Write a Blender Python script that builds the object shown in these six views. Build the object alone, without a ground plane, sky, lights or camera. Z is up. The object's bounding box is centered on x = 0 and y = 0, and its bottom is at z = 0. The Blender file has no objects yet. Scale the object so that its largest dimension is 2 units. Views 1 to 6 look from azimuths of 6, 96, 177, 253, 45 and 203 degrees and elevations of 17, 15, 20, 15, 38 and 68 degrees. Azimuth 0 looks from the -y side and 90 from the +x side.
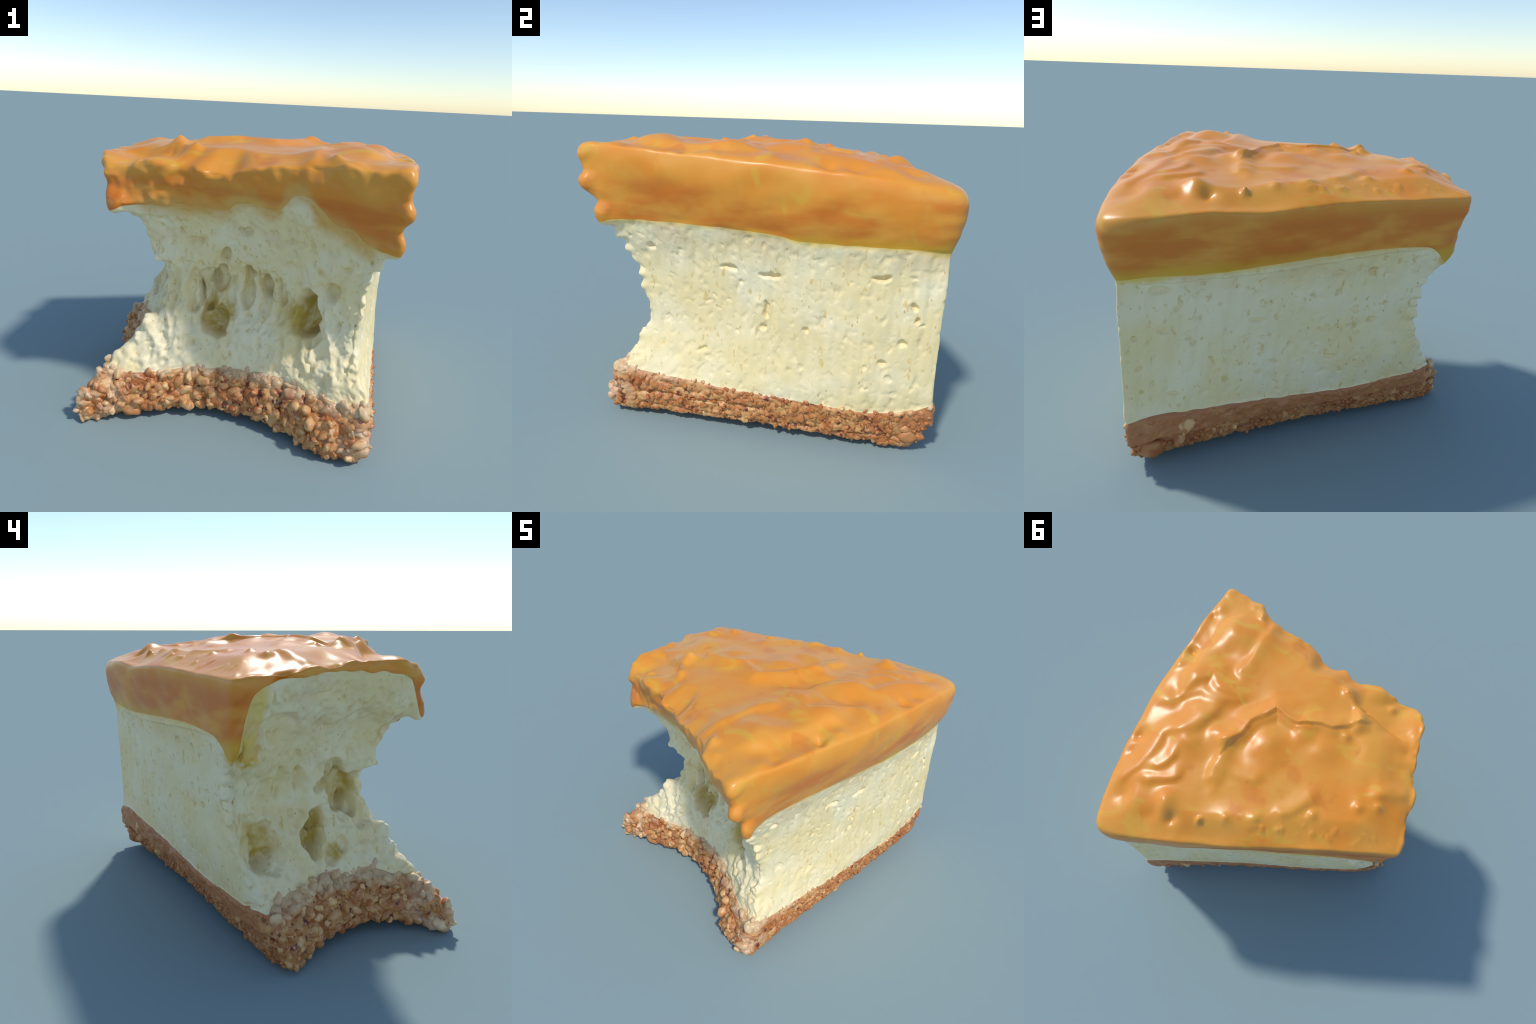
"""A bitten wedge of cheesecake: crumb crust, cream filling, glossy mango glaze.

The whole slice is one lofted skin: columns run round the outline (apex face,
cut faces, two bite faces), rows run from the middle of the underside, up the
crust, the cream and the glaze, to the middle of the top.  The rows are then
split into the three layers; loose nut crumbs are added on the crust.
"""
import bpy, math
import numpy as np

RNG = np.random.default_rng(7)

# ----------------------------------------------------------------- noise tools
PERM = np.random.default_rng(11).permutation(256)
GRAD = np.random.default_rng(12).normal(size=(256, 3))
GRAD /= np.linalg.norm(GRAD, axis=1)[:, None]
JIT = np.random.default_rng(13).random((256, 3))


def hash3(i):
    i = i.astype(np.int64) & 255
    return PERM[(PERM[(PERM[i[..., 0]] + i[..., 1]) & 255] + i[..., 2]) & 255]


def perlin(p):
    """Gradient noise, about -0.7 to 0.7."""
    c = np.floor(p)
    f = p - c
    u = f * f * f * (f * (f * 6 - 15) + 10)
    out = 0.0
    for dx in (0, 1):
        for dy in (0, 1):
            for dz in (0, 1):
                o = np.array([dx, dy, dz])
                g = GRAD[hash3(c + o)]
                w = np.ones(p.shape[:-1])
                for a in range(3):
                    w = w * (u[..., a] if o[a] else 1 - u[..., a])
                out = out + w * np.einsum("...k,...k->...", g, f - o)
    return out


def fbm(p, octaves=3, gain=0.5):
    s, a = 0.0, 1.0
    for k in range(octaves):
        s = s + a * perlin(p * 2 ** k + 17.3 * k)
        a *= gain
    return s


def worley(p):
    """Distance to the nearest and second-nearest jittered cell point."""
    c = np.floor(p)
    f1 = np.full(p.shape[:-1], 9.0)
    f2 = f1.copy()
    for dx in (-1, 0, 1):
        for dy in (-1, 0, 1):
            for dz in (-1, 0, 1):
                q = c + np.array([dx, dy, dz])
                d = np.linalg.norm(q + JIT[hash3(q)] - p, axis=-1)
                f2 = np.minimum(f2, np.maximum(f1, d))
                f1 = np.minimum(f1, d)
    return f1, f2


def sstep(a, b, x):
    t = np.clip((x - a) / (b - a), 0, 1)
    return t * t * (3 - 2 * t)


# ------------------------------------------------------- corner edges, z: (x, y)
APEX = [(0.0, 0.86, 0.835), (0.08, 0.885, 0.91), (0.18, 0.895, 0.955), (0.30, 0.905, 0.955),
        (0.36, 0.915, 0.948), (0.80, 0.906, 0.948), (1.05, 0.900, 0.953), (1.14, 0.900, 0.962),
        (1.17, 0.92, 0.98), (1.22, 0.95, 1.015), (1.30, 0.975, 1.035), (1.38, 0.985, 1.03), (1.46, 0.97, 1.005),
        (1.6, 0.90, 0.93)]
BACK = [(0.0, -0.995, 0.235), (0.10, -1.0, 0.255), (0.20, -0.975, 0.28), (0.27, -0.935, 0.29),
        (0.32, -0.88, 0.345), (0.40, -0.837, 0.378), (0.50, -0.788, 0.416), (0.60, -0.738, 0.449),
        (0.66, -0.722, 0.46), (0.72, -0.700, 0.466), (0.77, -0.722, 0.475), (0.82, -0.692, 0.488),
        (0.90, -0.713, 0.495), (1.00, -0.765, 0.492), (1.04, -0.835, 0.487), (1.10, -0.876, 0.489),
        (1.16, -0.888, 0.495), (1.20, -0.873, 0.50), (1.27, -0.895, 0.498), (1.36, -0.938, 0.496),
        (1.44, -0.932, 0.50), (1.6, -0.925, 0.50)]
CUSP = [(0.0, -0.915, -0.76), (0.05, -0.935, -0.78), (0.12, -0.92, -0.785), (0.18, -0.88, -0.735), (0.25, -0.815, -0.675),
        (0.30, -0.772, -0.645), (0.36, -0.71, -0.572), (0.41, -0.66, -0.53), (0.46, -0.635, -0.515),
        (0.50, -0.603, -0.513), (0.55, -0.575, -0.496), (0.60, -0.535, -0.435), (0.67, -0.495, -0.405),
        (0.75, -0.470, -0.382), (0.86, -0.480, -0.390), (0.885, -0.49, -0.42), (0.91, -0.535, -0.455),
        (0.95, -0.564, -0.450), (1.0, -0.560, -0.422), (1.05, -0.585, -0.445), (1.09, -0.604, -0.455),
        (1.14, -0.580, -0.46), (1.19, -0.60, -0.49), (1.205, -0.66, -0.52), (1.225, -0.74, -0.55), (1.29, -0.79, -0.535),
        (1.35, -0.79, -0.54), (1.42, -0.795, -0.555), (1.50, -0.79, -0.52), (1.6, -0.77, -0.49)]
FRONT = [(0.0, 0.71, -0.86), (0.05, 0.75, -0.885), (0.15, 0.757, -0.89), (0.25, 0.760, -0.868),
         (0.30, 0.750, -0.835), (0.35, 0.735, -0.790), (0.40, 0.695, -0.763), (0.45, 0.682, -0.748),
         (0.50, 0.674, -0.734), (0.55, 0.667, -0.698), (0.62, 0.663, -0.687), (0.70, 0.665, -0.703),
         (0.76, 0.660, -0.708), (0.80, 0.668, -0.725), (0.85, 0.668, -0.710), (0.90, 0.664, -0.724),
         (0.95, 0.668, -0.757), (1.00, 0.672, -0.785), (1.05, 0.690, -0.808), (1.10, 0.712, -0.826),
         (1.155, 0.735, -0.85), (1.185, 0.79, -0.895), (1.25, 0.795, -0.915), (1.295, 0.78, -0.90), (1.315, 0.785, -0.925),
         (1.34, 0.79, -0.96), (1.40, 0.79, -0.985), (1.45, 0.79, -0.965), (1.53, 0.795, -0.99),
         (1.62, 0.78, -0.98)]

# Bow of each side from the straight line between its corners, outward positive:
# height: [(share of the way along, bow), ...]
BOW_BACK = {0.0: [(.2, -.005), (.5, .0), (.75, .025), (.9, .03)], 0.2: [(.25, -.005), (.5, .01), (.75, .035), (.9, .04)],
            0.35: [(.4, -.005), (.75, .03), (.9, .035)], 0.5: [(.4, -.005), (.7, .015), (.87, .03)], 0.7: [(.3, -.012), (.5, -.022), (.8, -.005)],
            1.0: [(.3, -.012), (.5, -.026), (.7, -.022)], 1.15: [(.15, .005), (.35, .0), (.6, -.005)],
            1.30: [(.12, .02), (.3, .022), (.5, .01), (.8, -.005)], 1.45: [(.1, .03), (.25, .045), (.45, .045), (.75, .01)]}
BOW_BACK_BITE = {0.0: [(.07, -.04), (.2, -.12), (.42, -.20), (.62, -.215), (.77, -.175), (.89, -.10)],
                 0.2: [(.08, -.04), (.2, -.09), (.42, -.16), (.62, -.175), (.77, -.14), (.89, -.08)],
                 0.33: [(.16, -.07), (.33, -.11), (.52, -.14), (.72, -.11), (.88, -.05)],
                 0.6: [(.12, .0), (.25, -.02), (.5, -.01), (.7, -.02), (.9, -.01)],
                 0.9: [(.1, .015), (.25, -.01), (.44, -.03), (.54, -.01), (.61, -.035), (.75, -.05), (.9, -.02)],
                 1.05: [(.1, .015), (.25, -.015), (.44, -.07), (.54, -.05), (.61, -.03), (.75, -.03), (.9, -.02)],
                 1.2: [(.08, .01), (.25, -.035), (.44, -.08), (.54, -.06), (.61, -.05), (.75, -.05), (.9, -.03)],
                 1.38: [(.08, .02), (.25, -.01), (.5, -.04), (.75, -.04)],
                 1.47: [(.21, .02), (.38, .04), (.54, .015), (.66, .02), (.87, .04)]}
BOW_FRONT_BITE = {0.0: [(.15, -.08), (.28, -.17), (.42, -.25), (.55, -.225), (.66, -.175), (.76, -.10), (.87, .01)],
                  0.2: [(.15, -.06), (.28, -.145), (.42, -.225), (.55, -.205), (.66, -.16), (.76, -.09), (.88, .01)],
                  0.33: [(.22, -.09), (.34, -.14), (.51, -.165), (.64, -.14), (.78, -.09), (.9, -.03)],
                  0.5: [(.2, -.05), (.35, -.08), (.6, -.08), (.8, -.04)],
                  0.6: [(.2, .0), (.36, -.08), (.5, -.11), (.65, -.08), (.8, -.02)], 0.9: [(.15, .0), (.3, -.10), (.5, -.14), (.65, -.11), (.82, -.03)],
                  1.05: [(.2, -.06), (.4, -.10), (.6, -.095), (.8, -.06)],
                  1.2: [(.2, -.08), (.45, -.14), (.65, -.12), (.8, -.09)], 1.35: [(.15, -.05), (.4, -.11), (.7, -.09), (.9, -.04)],
                  1.5: [(.08, -.04), (.17, -.02), (.28, -.08), (.34, -.02), (.44, -.08), (.51, -.025), (.64, -.04), (.78, -.015), (.86, .02)]}
BOW_RIGHT = {0.0: [(.1, .0), (.5, 0.012), (.85, .008)], 0.2: [(.3, .012), (.5, .022), (.75, .028)], 0.35: [(.25, .015), (.5, .04), (.75, .045)],
             0.5: [(.25, .03), (.5, .055), (.75, .055)], 0.7: [(.25, .03), (.5, .062), (.75, .06)],
             0.95: [(.25, .036), (.5, .066), (.75, .06)], 1.1: [(.2, .02), (.5, .06), (.75, .06)],
             1.2: [(.1, -.02), (.25, .0), (.5, .042), (.75, .048)], 1.33: [(.12, -.005), (.25, .025), (.5, .062), (.75, .058)],
             1.5: [(.15, .045), (.3, .072), (.5, .095), (.7, .08), (.85, .045)]}

# layer heights along each side, share along the side: height
CRUST_TOP = [[(0, .33), (.1, .35), (.2, .33), (.35, .31), (.5, .29), (.65, .275), (.85, .295), (1, .30)],
             [(0, .30), (.1, .33), (.3, .34), (.5, .37), (.6, .33), (.75, .36), (.9, .32), (1, .29)],
             [(0, .29), (.1, .27), (.25, .29), (.4, .31), (.55, .32), (.7, .32), (.85, .30), (1, .33)],
             [(0, .33), (.08, .30), (.2, .285), (.4, .265), (.6, .25), (.8, .24), (.93, .27), (1, .33)]]
GLAZE_LOW = [[(0, 1.135), (.1, 1.15), (.25, 1.14), (.4, 1.155), (.6, 1.18), (.75, 1.195), (.91, 1.185), (.955, 1.13), (.98, 1.08), (1, 1.06)],
             [(0, 1.055), (.03, 1.08), (.045, 1.22), (.062, 1.38), (.12, 1.425), (.25, 1.46), (.5, 1.48), (.75, 1.475), (.90, 1.44), (.96, 1.33), (1, 1.24)],
             [(0, 1.24), (.1, 1.265), (.25, 1.265), (.4, 1.27), (.46, 1.33), (.53, 1.335), (.58, 1.31), (.62, 1.32),
              (.65, 1.40), (.70, 1.42), (.75, 1.34), (.79, 1.28), (.84, 1.27), (.88, 1.23), (.95, 1.18), (1, 1.19)],
             [(0, 1.19), (.14, 1.20), (.35, 1.20), (.5, 1.185), (.6, 1.158), (.75, 1.16), (.9, 1.155), (1, 1.135)]]
RIM = [[(0, 1.455), (.1, 1.455), (.25, 1.47), (.4, 1.45), (.5, 1.465), (.65, 1.475), (.85, 1.465), (1, 1.465)],
       [(0, 1.465), (.1, 1.47), (.3, 1.49), (.45, 1.50), (.6, 1.53), (.75, 1.53), (.9, 1.52), (1, 1.49)],
       [(0, 1.49), (.06, 1.47), (.15, 1.52), (.28, 1.49), (.42, 1.48), (.55, 1.53), (.65, 1.55), (.78, 1.57), (.82, 1.60),
        (.88, 1.57), (.95, 1.585), (1, 1.59)],
       [(0, 1.60), (.15, 1.595), (.35, 1.57), (.5, 1.55), (.65, 1.53), (.8, 1.50), (.92, 1.47), (1, 1.455)]]

FOOT = [[(0, .018), (.08, .03), (.2, .055), (.5, .065), (.8, .05), (.95, .015), (1, 0)],
        [(0, 0), (.12, .035), (.3, .06), (.6, .065), (.85, .04), (1, 0)],
        [(0, 0), (.2, .045), (.5, .065), (.8, .05), (1, .02)],
        [(0, .02), (.12, .04), (.5, .06), (.88, .04), (1, .018)]]

N_SIDE = [300, 170, 240, 290]
N = sum(N_SIDE)
R_BOTTOM, R_CRUST, R_CREAM, R_GLAZE, R_TOP = 24, 52, 150, 62, 120


def corner(tab, z):
    a = np.array(tab)
    return np.stack([np.interp(z, a[:, 0], a[:, 1]), np.interp(z, a[:, 0], a[:, 2])], -1)


def soft_corner(tab, z):
    """The corner edge without its scallops: what the middle of a side follows."""
    zz = np.linspace(0, 1.7, 171)
    c = corner(tab, zz)
    c = gauss_rows(c, 7)
    return np.stack([np.interp(z, zz, c[:, 0]), np.interp(z, zz, c[:, 1])], -1)


def smooth_interp(x, xs, ys):
    """Piecewise cubic without overshoot (smoothstep-free monotone Hermite)."""
    xs, ys = np.asarray(xs, float), np.asarray(ys, float)
    d = np.diff(ys) / np.diff(xs)
    m = np.zeros(len(xs))
    m[1:-1] = np.where(d[1:] * d[:-1] > 0, 2 * d[1:] * d[:-1] / (d[1:] + d[:-1] + 1e-12 * np.sign(d[1:] + 1e-30)), 0)
    m[0], m[-1] = d[0], d[-1]
    i = np.clip(np.searchsorted(xs, x) - 1, 0, len(xs) - 2)
    h = xs[i + 1] - xs[i]
    t = np.clip((x - xs[i]) / h, 0, 1)
    return ((1 + 2 * t) * (1 - t) ** 2 * ys[i] + t * (1 - t) ** 2 * h * m[i]
            + t * t * (3 - 2 * t) * ys[i + 1] + t * t * (t - 1) * h * m[i + 1])


def bow(tab, t, z):
    zs = sorted(tab)
    rows = []
    for k in zs:
        pts = [(0, 0)] + tab[k] + [(1, 0)]
        rows.append(smooth_interp(t, [p[0] for p in pts], [p[1] for p in pts]))
    i = np.clip(np.searchsorted(zs, z) - 1, 0, len(zs) - 2)
    za = np.array(zs)
    w = np.clip((z - za[i]) / (za[i + 1] - za[i]), 0, 1)
    rows = np.array(rows)
    # rows: level x column ; pick for every (row, column)
    col = np.broadcast_to(np.arange(len(t)), z.shape)
    return rows[i, col] * (1 - w) + rows[i + 1, col] * w


def along(tables):
    out = []
    for k, tab in enumerate(tables):
        t = np.arange(N_SIDE[k]) / N_SIDE[k]
        out.append(smooth_interp(t, [p[0] for p in tab], [p[1] for p in tab]))
    return np.concatenate(out)


def gauss_cols(a, s):
    """Smooth round the outline (periodic)."""
    n = int(3 * s) + 1
    k = np.exp(-0.5 * (np.arange(-n, n + 1) / s) ** 2)
    k /= k.sum()
    return sum(w * np.roll(a, j, axis=1) for w, j in zip(k, range(-n, n + 1)))


def gauss_rows(a, s):
    n = int(3 * s) + 1
    k = np.exp(-0.5 * (np.arange(-n, n + 1) / s) ** 2)
    k /= k.sum()
    pad = np.concatenate([np.repeat(a[:1], n, 0), a, np.repeat(a[-1:], n, 0)])
    return sum(w * pad[j:j + len(a)] for w, j in zip(k, range(2 * n + 1)))


# --------------------------------------------------------------- the side skin
s_col = np.arange(N)
side_of = np.repeat(np.arange(4), N_SIDE)
t_col = np.concatenate([np.arange(n) / n for n in N_SIDE])
circle = np.stack([np.cos(s_col / N * 2 * np.pi), np.sin(s_col / N * 2 * np.pi), np.zeros(N)], -1)
cut = np.isin(side_of, (0, 3))
bite = ~cut
bite_soft = gauss_cols(bite[None].astype(float), 4)[0]

z_crust = along(CRUST_TOP) + fbm(circle * 30 + 3, 4, .6) * (0.018 + 0.020 * bite_soft) + fbm(circle * 85 + 40, 2) * .014
z_glaze = along(GLAZE_LOW) + fbm(circle * 18 + 9, 3) * (0.012 + 0.012 * bite_soft)
z_glaze = z_glaze + (side_of == 1) * fbm(circle * 40 + 55, 3) * .025
z_rim = along(RIM) + fbm(circle * 14 + 30, 3) * (0.006 + 0.016 * bite_soft)
z_foot = along(FOOT)
z_glaze = np.minimum(z_glaze, z_rim - 0.022)

rows = []
for r in range(R_CRUST):
    rows.append(z_foot + (z_crust - z_foot) * r / R_CRUST)
for r in range(R_CREAM):
    rows.append(z_crust + (z_glaze - z_crust) * r / R_CREAM)
for r in range(R_GLAZE + 1):
    rows.append(z_glaze + (z_rim - z_glaze) * r / R_GLAZE)
Z = np.array(rows)
corners = [APEX, BACK, CUSP, FRONT]
bows = [BOW_BACK, BOW_BACK_BITE, BOW_FRONT_BITE, BOW_RIGHT]
XY = np.zeros(Z.shape + (2,))
c0 = 0
for k in range(4):
    sl = slice(c0, c0 + N_SIDE[k])
    c0 += N_SIDE[k]
    z, t = Z[:, sl], t_col[sl]
    p0, p1 = soft_corner(corners[k], z), soft_corner(corners[(k + 1) % 4], z)
    q0, q1 = corner(corners[k], z) - p0, corner(corners[(k + 1) % 4], z) - p1
    d = p1 - p0
    reach = 0.10 / np.linalg.norm(d, axis=-1)
    detail = q0 * np.exp(-(t / reach) ** 1.5)[..., None] + q1 * np.exp(-((1 - t) / reach) ** 1.5)[..., None]
    nrm = np.stack([d[..., 1], -d[..., 0]], -1)
    nrm /= np.linalg.norm(nrm, axis=-1)[..., None]
    XY[:, sl] = p0 + detail + d * t[None, :, None] + nrm * gauss_rows(bow(bows[k], t, z), 7)[..., None]
SIDE = np.concatenate([XY, Z[..., None]], -1)

# round the upright edges: little at the cream, more at glaze and crust
soft1, soft2 = gauss_cols(SIDE, 3.0), gauss_cols(SIDE, 9.0)
soft3 = gauss_cols(SIDE, 17.0)
near_apex = np.exp(-(np.minimum(s_col, N - s_col) / 40.0) ** 2)
w2 = sstep(-0.12, 0.1, Z - z_glaze[None]) * (0.25 + 0.75 * near_apex)[None]
w2 = np.maximum(w2, 0.5 * sstep(0.1, -0.1, Z - 0.15))[..., None]
SIDE = soft1 * (1 - w2) + soft2 * w2
w3 = (sstep(-0.02, 0.13, Z - z_glaze[None]) * near_apex[None] ** .5)[..., None]
SIDE = SIDE * (1 - w3) + soft3 * w3
SIDE[..., :2] = gauss_rows(SIDE[..., :2], 1.2)
CENTRE = np.array([0.10, 0.05])

# --------------------------------------------------------- the top, a height field
RIDGES = [  # (path, width, height, lean): folds in the glaze; lean makes one flank steep
    ([(.75, -.05), (.69, -.16), (.61, -.24), (.5, -.17)], .05, .030),
    ([(.82, .04), (.74, -.03), (.61, -.1), (.42, -.1)], .055, .026),
    ([(.66, .22), (.58, .13), (.5, .02)], .05, .030),
    ([(.34, .22), (.33, .33), (.33, .46)], .035, .030),
    ([(.31, .18), (.22, .02), (.09, -.1), (-.07, -.07), (-.29, -.12)], .045, .030),
    ([(-.31, -.41), (-.39, -.32), (-.44, -.22)], .035, .032),
    ([(.33, -.76), (.37, -.57), (.41, -.33)], .045, .022),
    ([(.63, -.67), (.69, -.44), (.75, -.19)], .045, .028),
    ([(.70, .47), (.64, .40)], .035, .022), ([(.70, .59), (.57, .51)], .04, .020),
    ([(.90, .64), (.83, .53), (.75, .32)], .04, .020),
    ([(-.18, .51), (-.31, .37)], .035, .020), ([(-.69, .21), (-.86, .14)], .03, .022),
    ([(.27, .37), (.07, .36)], .04, .016), ([(-.55, -.10), (-.60, .25)], .08, .018)]
LUMPS = [  # (x, y, radius, height)
    (.07, .14, .13, .040), (.57, .27, .10, .040), (.56, -.57, .12, .045), (-.28, .02, .10, .022), (.60, .07, .10, .022), (.54, .69, .065, .040), (.30, .73, .020, .034), (.15, .67, .030, .014), (-.02, .61, .045, .016),
    (.91, -.34, .04, .030), (.88, -.26, .035, .022), (.80, -.78, .06, .020), (-.12, -.01, .06, .026), (-.38, -.10, .035, .026),
    (-.44, -.20, .05, .022), (.42, .16, .07, .02),
    (-.83, -.30, .035, .025), (-.85, .0, .04, .02), (-.72, .28, .03, .02),
    (-.60, .33, .03, .018), (-.35, .46, .03, .018), (-.62, -.45, .03, .025), (.55, -.88, .04, .018), (.46, -.80, .03, .02)]
DENTS = [(.82, -.70, .035, .022), (.845, -.375, .035, .040), (.47, .775, .035, .030), (.90, .33, .05, .030), (.90, .45, .04, .02),
         (.28, -.72, .05, .012), (.77, -.05, .08, .035), (.62, .79, .07, .02), (-.38, -.34, .05, .02), (-.66, -.45, .09, .025), (-.6, .16, .09, .015), (.83, .74, .06, .020), (-.62, -.24, .05, .014), (-.45, -.33, .03, .02),
         (-.80, -.17, .04, .014), (.28, .60, .12, .015)]


def dist_path(p, path):
    """Distance from each point to a polyline, and a fade toward its ends."""
    best = np.full(p.shape[:-1], 9.0)
    side = np.zeros(p.shape[:-1])
    for a, b in zip(path[:-1], path[1:]):
        a, b = np.array(a), np.array(b)
        d = b - a
        t = np.clip(((p - a) @ d) / (d @ d), 0, 1)
        v = p - a - t[..., None] * d
        r = np.linalg.norm(v, axis=-1)
        s = (d[0] * v[..., 1] - d[1] * v[..., 0]) / np.linalg.norm(d)
        side = np.where(r < best, s, side)
        best = np.minimum(best, r)
    return best, side


def top_relief(xy):
    p3 = np.concatenate([xy, np.zeros(xy.shape[:-1] + (1,))], -1)
    wob = np.stack([fbm(p3 * 5 + 50, 2), fbm(p3 * 5 + 80, 2)], -1) * 0.04
    q = xy + wob
    h = fbm(p3 * np.array([1.7, 2.2, 1]) + 4, 1) * 0.030
    h = h + (0.02 - np.sqrt(perlin(p3 * np.array([2.0, 2.8, 1]) + 21) ** 2 + .006) * 0.06) * 0.45
    for path, w, a in RIDGES:
        d, s = dist_path(q, path)
        ww = w * (1.45 + .45 * np.tanh(s / .03))
        h = h + 0.9 * a * np.exp(-(d / ww) ** 2)
    d, s = dist_path(q, [(.30, .20), (.22, .02), (.09, -.1), (-.07, -.07), (-.29, -.12), (-.42, -.20)])
    h = h + 0.020 * sstep(-.014, .014, s) * np.exp(-(d / .11) ** 2)
    for x, y, r, a in LUMPS:
        d = np.hypot(q[..., 0] - x, q[..., 1] - y) if r > .03 else np.hypot(xy[..., 0] - x, xy[..., 1] - y)
        h = h + a * np.exp(-(d / r) ** 2)
    for x, y, r, a in DENTS:
        h = h - a * np.exp(-(np.hypot(q[..., 0] - x, q[..., 1] - y) / r) ** 2)
    # gritty band along the back rim
    band = np.exp(-((xy[..., 1] - (0.66 + 0.23 * xy[..., 0])) / 0.07) ** 2) * sstep(0.25, -0.2, xy[..., 0])
    h = h + band * np.maximum(0, fbm(p3 * 13 + 7, 3) - .05) * 0.028
    return h


rim = SIDE[-1]
top = []
for r in range(1, R_TOP + 1):
    k = 1 - r / R_TOP
    k = max(k, 0.004)
    xy = CENTRE + (rim[:, :2] - CENTRE) * k
    # general height: rim height carried inward, blending into the crowned middle
    mid = 1.578 + 0.010 * xy[:, 0] - 0.035 * xy[:, 1] - 0.03 * (xy[:, 0] - 0.1) ** 2 - 0.03 * (xy[:, 1] + 0.1) ** 2
    # the bitten corner slumped along a crease
    below = (-.33 - .4 * (xy[:, 0] + .42)) - xy[:, 1]
    slump = 0.06 * sstep(-.02, .05, below) * sstep(-.28, -.42, xy[:, 0])
    mid = mid - slump
    m = sstep(1.0, 0.74, np.full(N, k))
    base = rim[:, 2] * (1 - m) + mid * m
    edge = sstep(1.0, 0.93, np.full(N, k))
    top.append(np.concatenate([xy, (base + edge * top_relief(xy))[:, None]], -1))
TOP = np.array(top)
foot = SIDE[0]
bottom = []
for r in range(R_BOTTOM):
    k = max(r / R_BOTTOM, 0.01)
    bottom.append(np.concatenate([CENTRE * (1 - k) * np.array([1, -1]) + foot[:, :2] * k, (foot[:, 2:] * k + .03 * (1 - k) * sstep(1, .8, k))], -1))
G = np.concatenate([np.array(bottom), SIDE, TOP])
i_crust, i_cream = R_BOTTOM, R_BOTTOM + R_CRUST
i_glaze, i_rim = i_cream + R_CREAM, i_cream + R_CREAM + R_GLAZE

# rounded shoulder where side meets top; rounder near the apex, nearly sharp at the back cut
sm_a, sm_b = gauss_rows(G, 2.5), gauss_rows(G, 7)
rowi = np.arange(len(G))[:, None]
near_rim = np.exp(-((rowi - i_rim) / 14.0) ** 2)
round_c = np.clip(gauss_cols((0.25 * (side_of == 3) + 0.35 * bite)[None], 12)[0] + near_apex, 0, 1)[None]
G = np.where((near_rim > .02)[..., None], G * (1 - near_rim[..., None]) + near_rim[..., None] * (sm_a * (1 - round_c[..., None]) + sm_b * round_c[..., None]), G)
near_foot = np.exp(-((rowi - i_crust) / 4.0) ** 2)[..., None]
G = G * (1 - near_foot) + near_foot * gauss_rows(G, 2)


def normals(g):
    du = np.roll(g, -1, 1) - np.roll(g, 1, 1)
    dv = np.gradient(g, axis=0)
    n = np.cross(du, dv)
    return n / (np.linalg.norm(n, axis=-1)[..., None] + 1e-12)


NRM = normals(gauss_cols(gauss_rows(G, 3), 4))

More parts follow.
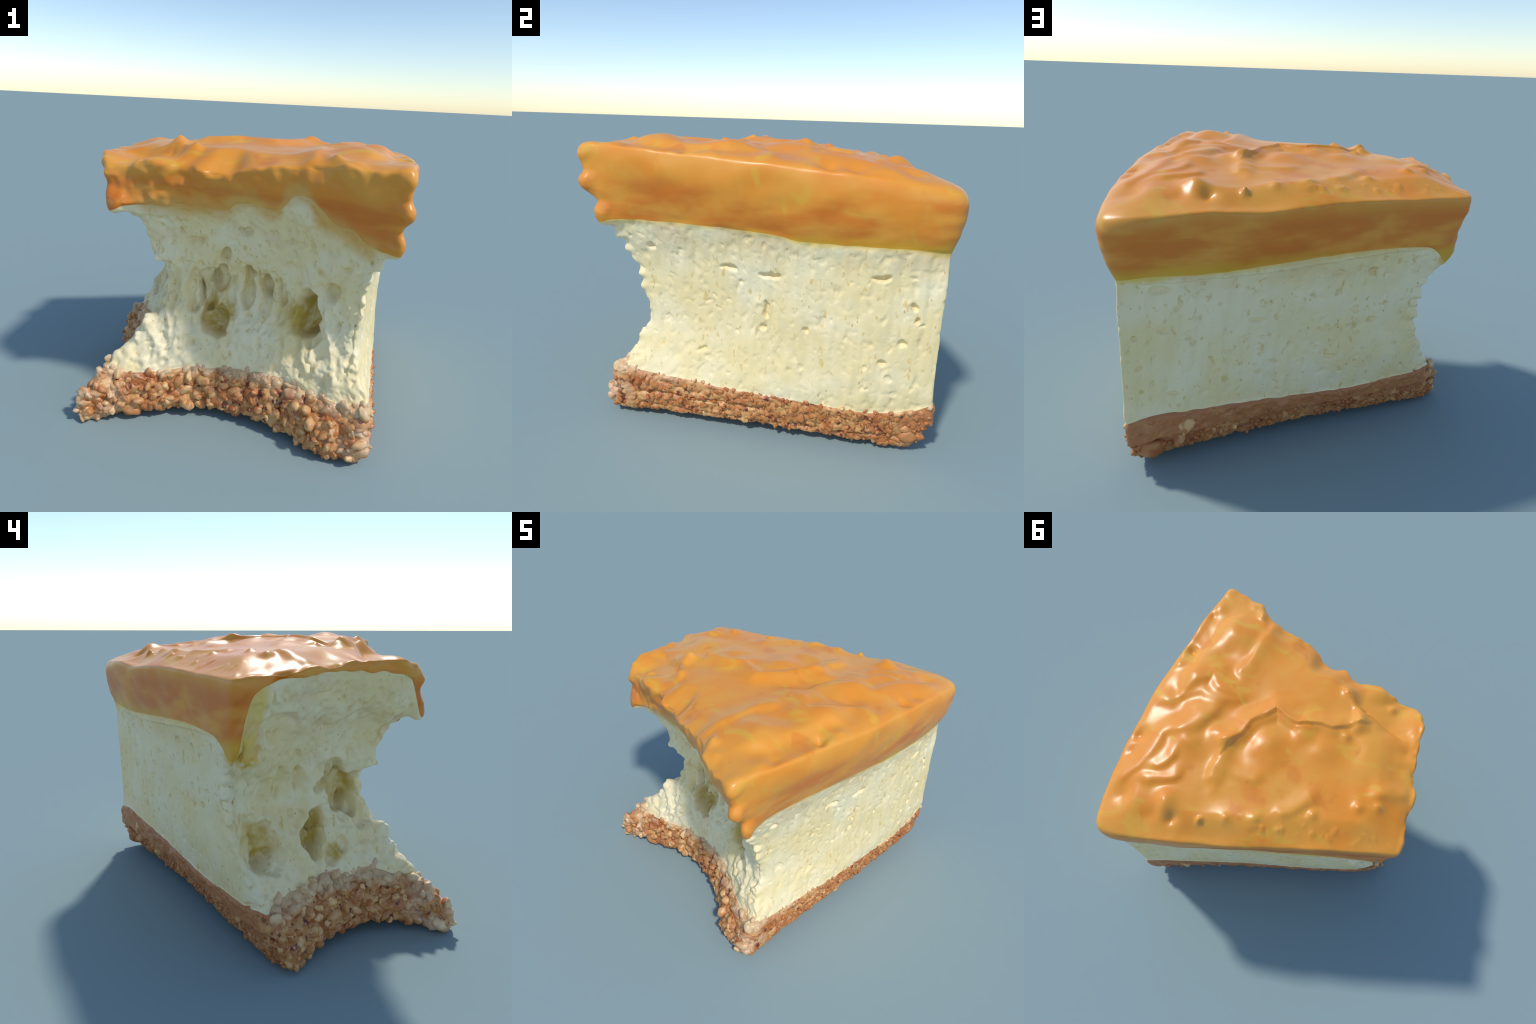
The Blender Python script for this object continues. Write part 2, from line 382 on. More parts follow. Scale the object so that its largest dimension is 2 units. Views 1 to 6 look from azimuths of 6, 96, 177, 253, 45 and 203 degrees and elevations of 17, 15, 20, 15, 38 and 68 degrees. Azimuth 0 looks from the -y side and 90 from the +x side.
# --------------------------------------------------- bite cavities, gouges, lumps
CAVITIES = [  # (centre, across, up, depth) pressed into the cream
    # front bite: tall ragged pits with pillars of cream left between them
    ((-.16, -0.44, .58), .085, .11, .12), ((-.20, -0.43, .76), .07, .14, .09), ((-.13, -0.44, .83), .045, .09, .08),
    ((.37, -0.52, .70), .062, .16, .13), ((.40, -0.54, .60), .055, .08, .04), ((.50, -0.64, .88), .05, .055, .055), ((.12, -0.48, .85), .035, .06, .045),
    ((.05, -0.46, .89), .035, .04, .06), ((.13, -0.46, .65), .04, .13, .025), ((.24, -0.50, .80), .03, .10, .04), ((-.06, -0.44, .72), .03, .10, .02),
    ((-.11, -0.45, .98), .04, .055, .05), ((.01, -0.50, 1.16), .04, .03, .04), ((-.05, -0.49, 1.17), .035, .035, .025),
    ((-.50, -0.42, 1.12), .045, .04, .035), ((-.28, -0.44, 1.07), .05, .022, .025), ((.30, -0.60, 1.14), .08, .012, .015), ((-.30, -0.42, .90), .05, .03, .015),
    ((.03, -.48, .76), .04, .14, .065), ((.14, -.50, .80), .03, .09, .06),
    ((-.29, -.44, .73), .055, .16, .06),
    # back bite: large caves that run into one another
    ((-.68, .31, .58), .125, .14, .065), ((-.66, .24, .50), .08, .09, .05), ((-.59, -.03, .56), .075, .11, .12), ((-.56, -.06, .66), .05, .06, .08),
    ((-.50, -.24, .78), .10, .11, .10), ((-.51, -.17, .90), .06, .09, .06), ((-.53, -.10, .84), .05, .06, .06), ((-.52, -.30, .68), .05, .06, .06),
    ((-.62, -.13, .46), .04, .08, .04), ((-.62, -.2, .50), .035, .05, .04), ((-.62, .10, 1.05), .02, .03, .02),
    ((-.63, .18, .82), .014, .03, .02), ((-.64, .25, .80), .014, .025, .02), ((-.57, .06, .83), .012, .03, .02),
    ((-.60, -.23, 1.14), .15, .21, .035), ((-.78, .25, 1.22), .12, .09, .03),
    # right cut face
    ((.75, -.18, .965), .05, .018, .03), ((.77, .05, .975), .06, .014, .03), ((.775, .055, .75), .016, .07, .025), ((.77, .02, .66), .02, .02, .02),
    ((.85, .62, .995), .05, .016, .03), ((.87, .79, .86), .015, .02, .025), ((.88, .82, .78), .016, .014, .03), ((.86, .75, .65), .02, .02, .02),
    ((.72, -.33, .47), .022, .014, .02), ((.68, -.62, 1.06), .035, .018, .025), ((.80, .26, .66), .02, .015, .02), ((.86, .66, .54), .03, .012, .02),
    # back cut face
    ((.70, .87, 1.06), .055, .022, .022), ((.53, .82, 1.02), .03, .015, .018), ((.35, .77, 1.04), .03, .02, .015),
    ((-.22, .62, 1.06), .045, .014, .022), ((-.41, .57, 1.045), .03, .03, .025), ((-.21, .63, .93), .02, .025, .025),
    ((.23, .74, .83), .05, .012, .020), ((-.43, .56, .74), .045, .014, .020), ((.59, .84, .76), .03, .012, .022),
    ((-.13, .65, .72), .015, .015, .02), ((.27, .75, .73), .02, .02, .015), ((-.2, .63, .53), .04, .018, .018), ((.45, .80, .55), .03, .012, .012)]
LUMPS3 = [  # (centre, radius, height) swellings of cream and glaze drips
    ((-.63, -.53, .44), .045, .022), ((-.56, -.50, .56), .045, .022), ((-.70, -.58, .34), .05, .02), ((-.49, -.55, .44), .045, .022),
    ((.56, -.71, .44), .04, .035), ((.57, -.72, .37), .045, .03), ((.47, -.68, .46), .03, .025), ((.40, -.66, .42), .035, .02), ((-.27, -.52, .48), .04, .03),
    ((.75, -.12, 1.02), .07, .018), ((.77, .02, .77), .05, .028), ((.80, .25, .62), .04, .012),
    ((-.72, .49, .87), .04, .03), ((-.72, -.55, 1.30), .06, .03), ((-.70, -.56, 1.26), .05, .035), ((.80, -.95, 1.40), .05, .035),
    ((.77, -.88, 1.22), .05, .025), ((.79, -.97, 1.55), .06, .02), ((-.50, -.60, 1.33), .05, .02), ((-.90, .47, 1.12), .05, .012)]
P3 = G.copy()
warp = np.stack([fbm(P3 * 9 + 100 * k, 2) for k in (1, 2, 3)], -1)
side_rows = slice(i_crust, i_rim)
disp = np.zeros(G.shape[:2])
Pw = P3 + warp * 0.042 + np.stack([fbm(P3 * 30 + 40 * k, 2) for k in (1, 2, 3)], -1) * 0.008
col_of = np.broadcast_to(side_of[None], G.shape[:2])
pit_rng = np.random.default_rng(5)
GOUGES = []
for side, n in ((3, 95), (0, 70)):       # short knife gouges and air holes in the two cut faces
    for _ in range(n):
        t, z = pit_rng.uniform(.04, .96), .33 + .78 * pit_rng.random() ** (1.0 if side == 3 else .9)
        c = G[min(range(i_cream, i_glaze), key=lambda r: abs(G[r, 0, 2] - z)), int(sum(N_SIDE[:side]) + t * N_SIDE[side])]
        w, h = pit_rng.uniform(.008, .026), pit_rng.uniform(.007, .018)
        if side == 3 and pit_rng.random() < .55:
            w, h = h * .9, w * 1.2
        GOUGES.append((tuple(c), w, h, pit_rng.uniform(.003, .010) * (1 if side == 3 else 2.4), side))
wall = (rowi >= i_cream) & (rowi <= i_glaze)
ON_WALL = [np.flatnonzero(wall & (np.abs((s_col[None] - sum(N_SIDE[:k]) - N_SIDE[k] / 2 + N / 2) % N - N / 2) < N_SIDE[k] / 2 + 12)) for k in range(4)]
WALL_G, WALL_P = [G.reshape(-1, 3)[o] for o in ON_WALL], [Pw.reshape(-1, 3)[o] for o in ON_WALL]
for hole in CAVITIES + GOUGES:
    c, a, u, dep = hole[:4]
    c = np.array(c)
    if len(hole) == 5:
        side = hole[4]
    else:                                # which wall is it in?
        right, back = c[0] > .62 and c[1] > -.66, c[1] > .44 + .26 * (c[0] + .75)
        side = 3 if right and not (back and c[0] < .72) else 0 if back else 2 if c[1] < -.43 or c[0] > -.35 else 1
    flat = [0, 2] if side in (0, 2) else [1, 2]
    on = ON_WALL[side]
    c = WALL_G[side][int(np.argmin(((WALL_G[side][:, flat] - c[flat]) ** 2).sum(-1)))]
    v = WALL_P[side] - c
    rho = np.sqrt((v[:, 0] ** 2 + v[:, 1] ** 2) / a ** 2 + (v[:, 2] / u) ** 2)
    near = rho < 1.1
    disp.reshape(-1)[on[near]] -= dep * sstep(1.1, 0.68, rho[near])
for c, r, h in LUMPS3:
    d = np.linalg.norm(Pw - np.array(c), axis=-1)
    disp += h * np.exp(-(d / r) ** 2)

in_crust = sstep(i_cream + 1, i_cream - 3, rowi) * sstep(i_crust - 8, i_crust + 3, rowi)
in_cream = sstep(i_cream - 1, i_cream + 4, rowi) * sstep(i_glaze + 1, i_glaze - 5, rowi)
in_glaze = sstep(i_glaze - 1, i_glaze + 4, rowi) * sstep(i_rim + 4, i_rim - 2, rowi)
bs = bite_soft[None]
fc = G.reshape(-1, 3)
# crust: rounded grains; coarse and proud on the bites, pressed flat on the cut faces
fw = fc + np.stack([fbm(fc * 16 + 60 * k, 2) for k in (1, 2, 3)], -1) * .022
f1, f2 = worley(fw * 17 + np.array([3, 5, 7]))
grain = (1 - np.clip(f1, 0, 1) ** 2).reshape(G.shape[:2]) - 0.45
f1, _ = worley(fw * 36 + np.array([1, 9, 2]))
grain2 = (1 - np.clip(f1, 0, 1) ** 2).reshape(G.shape[:2]) - 0.5
pressed = (side_of == 0)[None] * sstep(.17, .21, G[..., 2])
disp += in_crust * (1 - 0.65 * pressed) * (grain * (0.020 + 0.030 * bs) + grain2 * 0.014)
disp += in_crust * pressed * (fbm(fc * 14 + 19, 4, .6).reshape(G.shape[:2]) * .016)
disp += in_crust * (side_of == 0)[None] * (0.012 * sstep(.185, .205, G[..., 2]) - 0.012 * sstep(.2, .18, G[..., 2]))
crack_z = .175 + 0.025 * fbm(fc * np.array([3, 3, .1]) + 5, 2).reshape(G.shape[:2])
for dz, dep in ((0, .022), (-.085, .014)):
    disp -= in_crust * (side_of == 3)[None] * dep * np.exp(-((G[..., 2] - crack_z - dz) / .009) ** 2) * sstep(-.15, .1, fbm(fc * 5 + 77 + dz * 90, 2)).reshape(G.shape[:2])
# cream: curdled on the bites, scraped and pitted on the cut faces
pits = np.maximum(0, perlin(fc * np.array([22, 22, 15]) + 5) - 0.18).reshape(G.shape[:2])
pits2 = np.maximum(0, perlin(fc * 34 + 45) - 0.16).reshape(G.shape[:2])
curd = fbm(fc * np.array([7, 7, 6]) + 61, 4, .55).reshape(G.shape[:2])
strand = (0.25 - 1.6 * np.abs(fbm(fw * np.array([8, 8, 2.6]) + 33, 2))).reshape(G.shape[:2])
strand = strand * sstep(1.05, .9, G[..., 2]) * sstep(.35, .5, G[..., 2])
low = sstep(.62, .38, G[..., 2])
disp += in_cream * bs * (curd * 0.028 + strand * 0.050 - pits * 0.07 - pits2 * 0.05 + low * 0.02 * (grain + .2))
disp += in_cream * (1 - bs) * (fbm(fc * np.array([7, 7, 4]) + 71, 3).reshape(G.shape[:2]) * 0.009 + (fbm(fc * np.array([18, 18, 2.4]) + 91, 2) * 0.011).reshape(G.shape[:2]) - pits * 0.022 - pits2 * 0.012)
# ledge under the glaze on the back cut
ledge_z = 1.115 + 0.06 * sstep(0.3, -0.6, G[..., 0])
disp += in_cream * (side_of == 0)[None] * 0.020 * sstep(-.007, .007, G[..., 2] - ledge_z) * sstep(.86, .70, G[..., 0])
# scalloped lips where the bites meet the cut faces
corner_at = np.cumsum(N_SIDE)
for j in (corner_at[0], corner_at[1], corner_at[2]):
    near = np.exp(-((s_col - j) / 7.0) ** 2)[None]
    disp += near * in_cream * perlin(np.stack([np.full(G.shape[:2], j * .37), G[..., 2] * 17, np.zeros(G.shape[:2])], -1)) * 0.055
# glaze: softly rippled sides, lumpy lip over the bites
disp += in_glaze * (fbm(fc * np.array([3.5, 3.5, 5]) + 11, 2).reshape(G.shape[:2]) * 0.012
                    + bs * fbm(fc * 9 + 14, 2).reshape(G.shape[:2]) * 0.030)
G = G + NRM * disp[..., None]
G = G * 0.4 + gauss_cols(gauss_rows(G, .8), .8) * 0.6
G[..., 2] = np.maximum(G[..., 2], 0)
NRM = normals(G)


# ---------------------------------------------------------------- materials
def nodes_of(name):
    m = bpy.data.materials.new(name)
    m.use_nodes = True
    nt = m.node_tree
    nt.nodes.clear()
    out = nt.nodes.new("ShaderNodeOutputMaterial")
    b = nt.nodes.new("ShaderNodeBsdfPrincipled")
    nt.links.new(b.outputs[0], out.inputs[0])
    return m, nt, b


class Tree:
    def __init__(self, nt):
        self.nt = nt
        self.co = nt.nodes.new("ShaderNodeTexCoord").outputs["Object"]

    def mapped(self, scale=(1, 1, 1), loc=(0, 0, 0)):
        n = self.nt.nodes.new("ShaderNodeMapping")
        n.inputs["Scale"].default_value = scale
        n.inputs["Location"].default_value = loc
        self.nt.links.new(self.co, n.inputs["Vector"])
        return n.outputs[0]

    def noise(self, scale, detail=3, vec=None, rough=.55, dist=0):
        n = self.nt.nodes.new("ShaderNodeTexNoise")
        n.inputs["Scale"].default_value = scale
        n.inputs["Detail"].default_value = detail
        n.inputs["Roughness"].default_value = rough
        n.inputs["Distortion"].default_value = dist
        self.nt.links.new(vec or self.co, n.inputs["Vector"])
        return n.outputs["Fac"]

    def voronoi(self, scale, vec=None, feature="F1", out="Distance"):
        n = self.nt.nodes.new("ShaderNodeTexVoronoi")
        n.feature = feature
        n.inputs["Scale"].default_value = scale
        self.nt.links.new(vec or self.co, n.inputs["Vector"])
        return n.outputs[out]

    def ramp(self, fac, lo, hi, a=0.0, b=1.0):
        n = self.nt.nodes.new("ShaderNodeMapRange")
        n.interpolation_type = "SMOOTHSTEP"
        for k, v in zip(("From Min", "From Max", "To Min", "To Max"), (lo, hi, a, b)):
            n.inputs[k].default_value = v
        self.nt.links.new(fac, n.inputs["Value"])
        return n.outputs[0]

    def math(self, op, a, b):
        n = self.nt.nodes.new("ShaderNodeMath")
        n.operation = op
        for k, v in enumerate((a, b)):
            if isinstance(v, (int, float)):
                n.inputs[k].default_value = v
            else:
                self.nt.links.new(v, n.inputs[k])
        return n.outputs[0]

    def mix(self, fac, a, b):
        n = self.nt.nodes.new("ShaderNodeMix")
        n.data_type = "RGBA"
        for sock, v in ((n.inputs[0], fac), (n.inputs[6], a), (n.inputs[7], b)):
            if isinstance(v, (int, float)):
                sock.default_value = v
            elif isinstance(v, tuple):
                sock.default_value = v + (1,)
            else:
                self.nt.links.new(v, sock)
        return n.outputs[2]

    def near(self, centre, radius, inner=0.3):
        n = self.nt.nodes.new("ShaderNodeVectorMath")
        n.operation = "DISTANCE"
        self.nt.links.new(self.co, n.inputs[0])
        n.inputs[1].default_value = centre
        return self.ramp(n.outputs["Value"], radius * inner, radius, 1, 0)

    def axis(self, k):
        n = self.nt.nodes.new("ShaderNodeSeparateXYZ")
        self.nt.links.new(self.co, n.inputs[0])
        return n.outputs[k]

    def curve(self, value, points, lo, hi):
        """A value looked up along a smooth curve through (x, y) points, y from 1 to 1.5."""
        n = self.nt.nodes.new("ShaderNodeFloatCurve")
        c = n.mapping.curves[0]
        pts = [((x - lo) / (hi - lo), (y - 1.0) / 0.5) for x, y in points]
        c.points[0].location, c.points[1].location = pts[0], pts[-1]
        for p in pts[1:-1]:
            c.points.new(*p)
        n.mapping.update()
        self.nt.links.new(self.ramp_linear(value, lo, hi), n.inputs["Value"])
        return self.ramp_linear(n.outputs[0], 0, 1, 1.0, 1.5)

    def ramp_linear(self, fac, lo, hi, a=0.0, b=1.0):
        n = self.nt.nodes.new("ShaderNodeMapRange")
        for k, v in zip(("From Min", "From Max", "To Min", "To Max"), (lo, hi, a, b)):
            n.inputs[k].default_value = v
        self.nt.links.new(fac, n.inputs["Value"])
        return n.outputs[0]

    def front_border(self):
        """How far above the glaze's lower edge a point of the front bite lies."""
        pts = [(-.66 + 1.38 * u, z) for u, z in GLAZE_LOW[2]]
        zb = self.curve(self.axis(0), pts, -.66, .72)
        d = self.math("SUBTRACT", self.axis(2), zb)
        d = self.math("ADD", d, self.math("MULTIPLY", self.math("SUBTRACT", self.noise(9, 3), .5), .10))
        w = self.ramp(self.math("ADD", self.axis(1), self.math("MULTIPLY", self.axis(0), .25)), -.36, -.46)
        w = self.math("MULTIPLY", w, self.ramp(self.axis(0), -.64, -.50))
        return d, self.math("MULTIPLY", w, self.ramp(self.axis(0), .72, .66))

    def bump(self, height, strength, dist, bsdf):
        n = self.nt.nodes.new("ShaderNodeBump")
        n.inputs["Strength"].default_value = strength
        n.inputs["Distance"].default_value = dist
        self.nt.links.new(height, n.inputs["Height"])
        self.nt.links.new(n.outputs[0], bsdf.inputs["Normal"])


def cream_material():
    m, nt, b = nodes_of("whipped_cream_cheese")
    t = Tree(nt)
    tall = t.mapped((1, 1, .55))
    col = t.mix(t.ramp(t.noise(3.0, 3), .35, .65), (.90, .725, .38), (.92, .79, .51))
    spots = t.ramp(t.noise(27, 2, tall), .60, .74)
    col = t.mix(t.math("MULTIPLY", spots, .7), col, (.72, .50, .17))
    specks = t.ramp(t.voronoi(26, tall), .16, .08)
    keep = t.ramp(t.noise(7, 2), .5, .6)
    col = t.mix(t.math("MULTIPLY", t.math("MULTIPLY", specks, keep), .8), col, (.60, .40, .16))
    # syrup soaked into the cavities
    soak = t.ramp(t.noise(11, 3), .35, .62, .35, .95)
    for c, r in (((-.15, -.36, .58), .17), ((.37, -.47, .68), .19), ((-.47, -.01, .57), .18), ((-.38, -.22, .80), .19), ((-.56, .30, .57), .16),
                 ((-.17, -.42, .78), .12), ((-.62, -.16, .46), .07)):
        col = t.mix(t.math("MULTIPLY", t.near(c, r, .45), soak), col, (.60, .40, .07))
    k = t.math("MULTIPLY", t.near((-.83, .43, 1.12), .115, .6), t.ramp(t.noise(13, 3), .34, .50, 0, .95))
    col = t.mix(k, col, (.78, .46, .03))
    # glaze bleeding down into the cream of the front bite
    above, on_front = t.front_border()
    bleed = t.math("MULTIPLY", t.ramp(above, -.10, .02), on_front)
    col = t.mix(t.math("MULTIPLY", bleed, .85), col, (.76, .38, .06))
    # a soft, stained line where the glaze sits on the two cut faces
    for k, tab, flip in ((1, GLAZE_LOW[3], False), (0, GLAZE_LOW[0], True)):
        lo, hi = (-.90, .97) if k == 1 else (-.90, .92)
        pts = [((hi - u * (hi - lo)) if flip else (lo + u * (hi - lo)), z) for u, z in tab]
        zb = t.curve(t.axis(k), sorted(pts), lo, hi)
        d = t.math("ADD", t.math("SUBTRACT", t.axis(2), zb), t.math("MULTIPLY", t.math("SUBTRACT", t.noise(16, 3), .5), .03))
        on = t.ramp(t.axis(0), .64, .70) if k == 1 else t.ramp(t.math("SUBTRACT", t.axis(1), t.math("MULTIPLY", t.axis(0), .27)), .56, .62)
        col = t.mix(t.math("MULTIPLY", t.math("MULTIPLY", t.ramp(d, -.035, .006), on), .85), col, (.84, .58, .13))
    peach = t.math("MULTIPLY", t.ramp(t.axis(2), .95, 1.15), t.ramp(t.noise(5, 3), .45, .65))
    col = t.mix(t.math("MULTIPLY", peach, .35), col, (.78, .52, .30))
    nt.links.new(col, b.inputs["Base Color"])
    b.inputs["Roughness"].default_value = .5
    b.inputs["Specular IOR Level"].default_value = .35
    t.bump(t.noise(60, 3), .25, .006, b)
    return m


def glaze_material():
    m, nt, b = nodes_of("mango_glaze")
    t = Tree(nt)
    col = t.mix(t.ramp(t.noise(2.6, 3, dist=.6), .35, .65), (.82, .285, .026), (.82, .35, .046))
    yel = t.ramp(t.noise(4.5, 2, t.mapped((1, 1.6, 1), (3, 1, 2)), dist=.8), .56, .72)
    col = t.mix(t.math("MULTIPLY", yel, .6), col, (.76, .44, .05))
    red = t.ramp(t.noise(5.5, 2, t.mapped((1, 1, 1), (8, 4, 2)), dist=.5), .62, .74)
    col = t.mix(t.math("MULTIPLY", red, .5), col, (.72, .20, .02))
    dense = t.math("MULTIPLY", t.ramp(t.axis(2), 1.47, 1.36), t.ramp(t.noise(2.2, 3, t.mapped((1, 1, 3), (2, 5, 1))), .36, .60))
    col = t.mix(t.math("MULTIPLY", dense, .9), col, (.70, .18, .014))
    # thin lower edge of the cut sides is yellower
    edge = t.math("ADD", t.axis(2), t.math("MULTIPLY", t.noise(6, 2), .10))
    low = t.ramp(edge, 1.18, 1.28, 1, 0)
    col = t.mix(t.math("MULTIPLY", low, .8), col, (.72, .42, .025))
    above, on_front = t.front_border()
    thin = t.math("MULTIPLY", t.ramp(above, .10, -.01), on_front)
    col = t.mix(t.math("MULTIPLY", thin, .75), col, (.78, .46, .12))
    nt.links.new(col, b.inputs["Base Color"])
    b.inputs["Roughness"].default_value = .34
    b.inputs["Specular IOR Level"].default_value = .5
    t.bump(t.noise(14, 2), .08, .01, b)
    return m


def crust_material():
    m, nt, b = nodes_of("baked_crumb")
    t = Tree(nt)
    col = t.mix(t.ramp(t.noise(8, 4), .38, .62), (.46, .15, .04), (.66, .34, .12))
    col = t.mix(t.ramp(t.noise(24, 2, t.mapped((1, 1, 1), (4, 2, 9))), .56, .66), col, (.16, .03, .014))
    col = t.mix(t.ramp(t.voronoi(34), .35, .1, 0, .5), col, (.72, .50, .30))
    smear = t.math("MULTIPLY", t.ramp(t.math("ADD", t.axis(2), t.math("MULTIPLY", t.noise(10, 3), .16)), .33, .40), .55)
    painted_sun = t.ramp(t.noise(9, 3), .40, .62, .0, .7)  # sunlight on cusp tip and front corner, painted as paler crust
    for c, r in (((-.84, -.71, .16), .26), ((.70, -.84, .14), .15)):
        col = t.mix(t.math("MULTIPLY", t.near(c, r, .4), painted_sun), col, (.84, .62, .40))
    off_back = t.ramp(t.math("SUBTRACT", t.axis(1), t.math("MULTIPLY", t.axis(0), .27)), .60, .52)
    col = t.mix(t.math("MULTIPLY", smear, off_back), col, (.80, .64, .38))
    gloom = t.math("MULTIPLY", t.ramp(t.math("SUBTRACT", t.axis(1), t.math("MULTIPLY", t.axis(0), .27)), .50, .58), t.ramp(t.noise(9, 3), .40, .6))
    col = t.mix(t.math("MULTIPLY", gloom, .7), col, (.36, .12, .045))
    strip = t.math("MULTIPLY", t.ramp(t.axis(2), .17, .20), t.ramp(t.math("SUBTRACT", t.axis(1), t.math("MULTIPLY", t.axis(0), .27)), .56, .62))
    col = t.mix(t.math("MULTIPLY", strip, t.ramp(t.noise(7, 4), .3, .6, .35, .9)), col, (.50, .19, .065))
    nt.links.new(col, b.inputs["Base Color"])
    b.inputs["Roughness"].default_value = .42
    t.bump(t.noise(70, 3), .4, .006, b)
    return m


def nut_material(name, a, c, d):
    m, nt, b = nodes_of(name)
    t = Tree(nt)
    info = nt.nodes.new("ShaderNodeObjectInfo")
    col = t.mix(info.outputs["Random"], a, c)
    clump = t.noise(5.5, 3)
    geo0 = nt.nodes.new("ShaderNodeNewGeometry")
    nt.links.new(geo0.outputs["Position"], clump.node.inputs["Vector"])
    col = t.mix(t.ramp(clump, .50, .64), col, (.40, .12, .035))
    geo = nt.nodes.new("ShaderNodeNewGeometry")
    n = nt.nodes.new("ShaderNodeTexNoise")
    n.inputs["Scale"].default_value = 22
    nt.links.new(geo.outputs["Position"], n.inputs["Vector"])
    col = t.mix(t.ramp(n.outputs["Fac"], .48, .68), col, d)
    sep = nt.nodes.new("ShaderNodeSeparateXYZ")
    nt.links.new(geo.outputs["Position"], sep.inputs[0])
    high = t.math("ADD", sep.outputs[2], t.math("MULTIPLY", t.noise(10, 3, geo.outputs["Position"]), .16))
    col = t.mix(t.math("MULTIPLY", t.ramp(high, .33, .40), .6), col, (.82, .64, .40))
    t.co = geo.outputs["Position"]
    painted_sun = t.ramp(t.noise(9, 3), .40, .62, .0, .7)  # crumbs at the two lit corners lightened to show sun
    for p, r in (((-.84, -.71, .16), .26), ((.70, -.84, .14), .15)):
        col = t.mix(t.math("MULTIPLY", t.near(p, r, .4), painted_sun), col, (.86, .65, .43))
    nt.links.new(col, b.inputs["Base Color"])
    b.inputs["Roughness"].default_value = .40
    return m


CREAM, GLAZE, CRUST = cream_material(), glaze_material(), crust_material()
NUT = nut_material("toasted_nut", (.46, .16, .04), (.86, .54, .24), (.52, .20, .055))

# ------------------------------------------------------------------ the objects
scene = bpy.context.scene
slice_obj = bpy.data.objects.new("cheesecake_slice", None)
scene.collection.objects.link(slice_obj)
slice_obj["label"] = "bitten cheesecake wedge with orange glaze and crumb base"
slice_obj["category"] = "cake slice"


def layer(name, r0, r1, mat, pole=None):
    g, n = G[r0:r1 + 1], NRM[r0:r1 + 1]
    rows_n = len(g)
    co, no = g.reshape(-1, 3), n.reshape(-1, 3)
    i = np.arange(rows_n - 1)[:, None] * N
    j = np.arange(N)[None]
    k = (j + 1) % N
    f = np.stack([i + j, i + k, i + N + k, i + N + j], -1).reshape(-1, 4)
    faces = f.tolist()
    if pole == "first":
        co = np.concatenate([co, g[0].mean(0)[None]])
        no = np.concatenate([no, [[0, 0, -1.]]])
        faces += [(len(co) - 1, int((a + 1) % N), int(a)) for a in range(N)]
    if pole == "last":
        o = (rows_n - 1) * N
        co = np.concatenate([co, g[-1].mean(0)[None]])
        no = np.concatenate([no, [[0, 0, 1.]]])
        faces += [(len(co) - 1, int(o + a), int(o + (a + 1) % N)) for a in range(N)]
    me = bpy.data.meshes.new(name)
    me.from_pydata(co.tolist(), [], faces)
    me.polygons.foreach_set("use_smooth", np.ones(len(me.polygons), bool))
    me.materials.append(mat)
    me.normals_split_custom_set_from_vertices(no.tolist())
    ob = bpy.data.objects.new(name, me)
    ob.parent = slice_obj
    scene.collection.objects.link(ob)
    return ob


base = layer("crumb_base", 0, i_cream, CRUST, "first")
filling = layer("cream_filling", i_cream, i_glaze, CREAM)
topping = layer("glaze_topping", i_glaze, len(G) - 1, GLAZE, "last")

# ------------------------------------------------------------------- nut crumbs
import bmesh


def nut_shape(seed, subdiv):
    """A broken nut or biscuit crumb: an uneven, stretched lump with a few flats."""
    bm = bmesh.new()
    bmesh.ops.create_icosphere(bm, subdivisions=subdiv, radius=1)
    v = np.array([x.co[:] for x in bm.verts])
    rng = np.random.default_rng(100 + seed)
    for _ in range(2):
        n = rng.normal(size=3)
        n /= np.linalg.norm(n)
        d = v @ n
        v = v - np.maximum(0, d - rng.uniform(.5, .8))[:, None] * n * .6
    r = 1 + 0.40 * fbm(v * 1.1 + seed * 9.7, 2) + 0.10 * perlin(v * 3.1 + seed)
    v = v * r[:, None] * np.array([1.25, .9, .72])
    for x, c in zip(bm.verts, v):
        x.co = c
    f = [[w.index for w in p.verts] for p in bm.faces]
    bm.free()
    return v, f


SHAPES = [nut_shape(s, 3) for s in range(7)]
NUT_MESH = []
for k, (v, f) in enumerate(SHAPES):
    me = bpy.data.meshes.new("nut_crumb")
    me.from_pydata(v.tolist(), [], f)
    me.polygons.foreach_set("use_smooth", np.ones(len(f), bool))
    me.materials.append(NUT)
    NUT_MESH.append(me)


def rot(rng):
    q = rng.normal(size=4)
    q /= np.linalg.norm(q)
    w, x, y, z = q
    return np.array([[1 - 2 * (y * y + z * z), 2 * (x * y - z * w), 2 * (x * z + y * w)],
                     [2 * (x * y + z * w), 1 - 2 * (x * x + z * z), 2 * (y * z - x * w)],
                     [2 * (x * z - y * w), 2 * (y * z + x * w), 1 - 2 * (x * x + y * y)]]), q


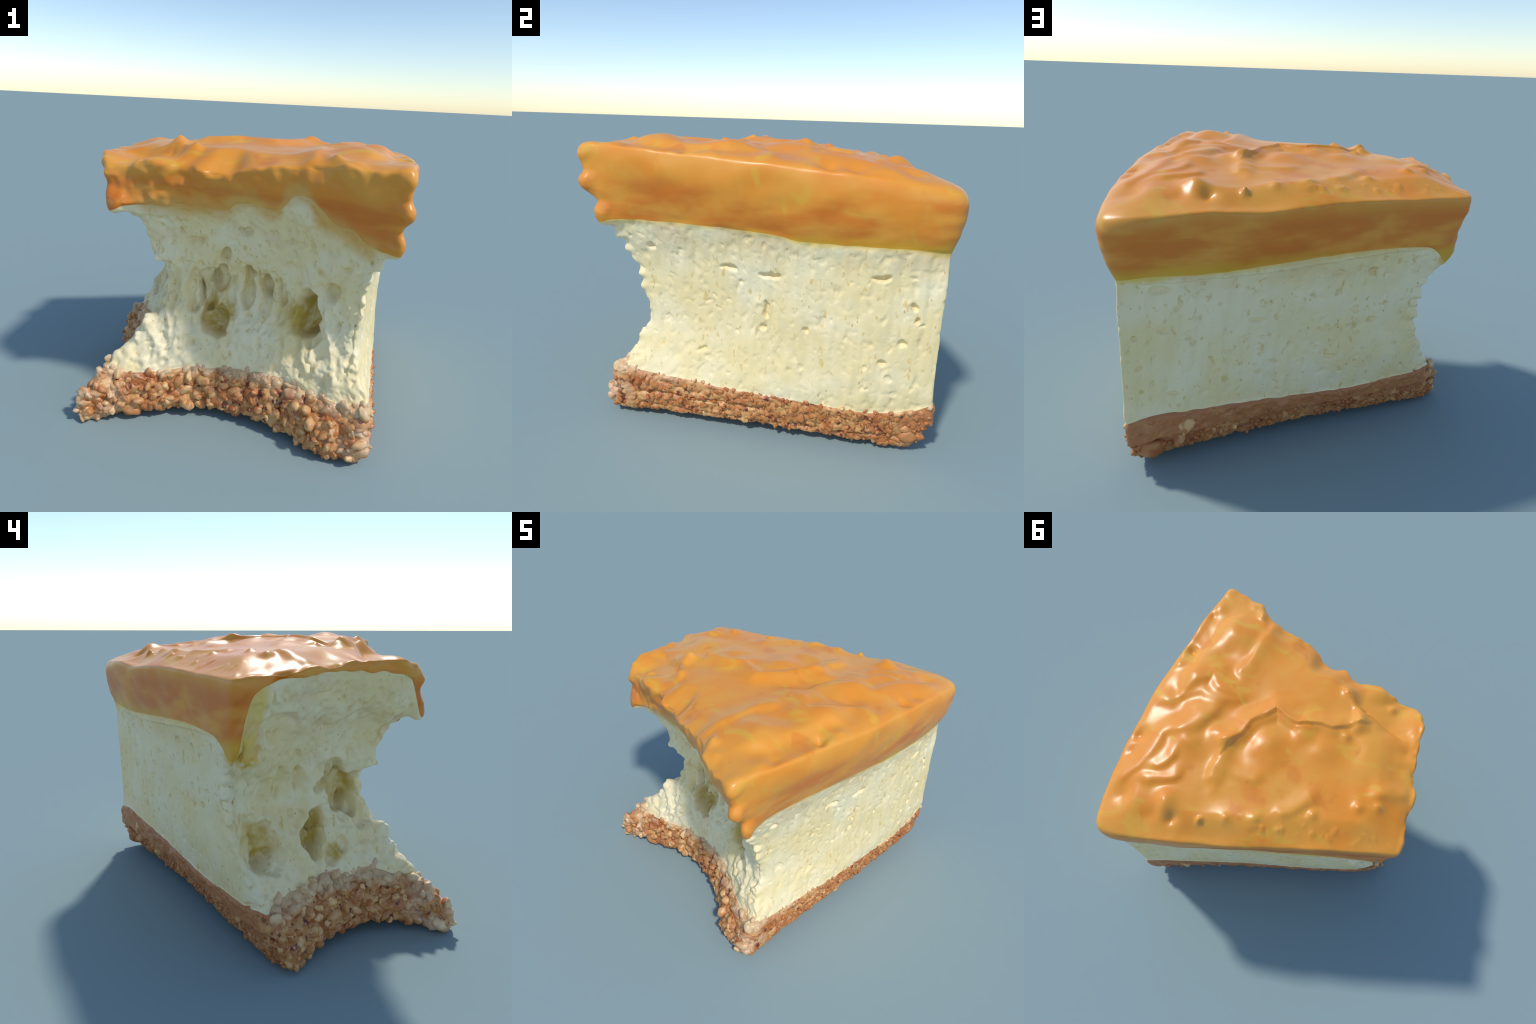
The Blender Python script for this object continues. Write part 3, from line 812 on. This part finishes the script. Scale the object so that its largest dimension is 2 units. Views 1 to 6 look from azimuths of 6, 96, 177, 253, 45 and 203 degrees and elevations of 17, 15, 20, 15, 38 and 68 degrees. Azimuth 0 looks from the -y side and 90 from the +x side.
picked = []
spots, sizes = np.zeros((1100, 3)), np.zeros(1100)
tries = 0
while len(picked) < 1000 and tries < 60000:
    tries += 1
    c = int(RNG.integers(N))
    r = int(RNG.integers(i_crust, i_cream + 2))
    p, n = G[r, c], NRM[r, c]
    is_bite = bool(bite[c])
    if is_bite:
        size = RNG.choice([.052, .040, .031, .024, .017], p=[.06, .17, .30, .30, .17]) * RNG.uniform(.85, 1.15)
    elif side_of[c] == 3:
        size = RNG.choice([.024, .018, .013], p=[.2, .4, .4]) * RNG.uniform(.85, 1.15)
        if RNG.random() < 0.45:
            continue
    else:
        if p[2] > .17:
            continue
        size = RNG.choice([.026, .018, .013], p=[.15, .4, .45]) * RNG.uniform(.85, 1.15)
    m = len(picked)
    if m and (((spots[:m] - p) ** 2).sum(1) < (0.75 * (size + sizes[:m])) ** 2).any():
        continue
    spots[m], sizes[m] = p, size
    picked.append((p, size, n, is_bite))
# a few whole nuts showing in the back cut near the apex
for x, z, size in ((.80, .10, .085), (.66, .15, .055), (.61, .24, .05), (.50, .10, .045), (.36, .14, .036), (.05, .15, .034)):
    best = np.where((side_of == 0)[None] & (rowi >= i_crust) & (rowi <= i_cream), (G[..., 0] - x) ** 2 + (G[..., 2] - z) ** 2, 9.)
    k = int(np.argmin(best))
    picked.append((G.reshape(-1, 3)[k], size, NRM.reshape(-1, 3)[k], False))
picked.sort(key=lambda q: -q[1] * (1.3 if q[3] else 1))
stuff_v, stuff_f, off = [], [], 0
for k, (p, size, n, is_bite) in enumerate(picked):
    R, q = rot(RNG)
    sink = RNG.uniform(-.75, -.2) * size * (1.0 if is_bite else 1.15)
    if not is_bite and size > .033:
        sink = -.35 * size
    c = p + n * sink
    c = np.array([c[0], c[1], max(c[2], size * 0.95)])
    if k < 300:
        ob = bpy.data.objects.new("nut_crumb", NUT_MESH[int(RNG.integers(7))])
        ob.location = c
        ob.rotation_mode = "QUATERNION"
        ob.rotation_quaternion = q
        ob.scale = (size,) * 3
        ob.parent = base
        scene.collection.objects.link(ob)
    else:
        v, f = SHAPES[int(RNG.integers(7))]
        stuff_v.append((v * size) @ R.T + c)
        stuff_f += [[i + off for i in face] for face in f]
        off += len(v)
me = bpy.data.meshes.new("fine_crumbs")
me.from_pydata(np.concatenate(stuff_v).tolist(), [], stuff_f)
me.polygons.foreach_set("use_smooth", np.ones(len(stuff_f), bool))
me.materials.append(NUT)
fine = bpy.data.objects.new("fine_crumbs", me)
fine["kind"] = "stuff"
fine.parent = base
scene.collection.objects.link(fine)
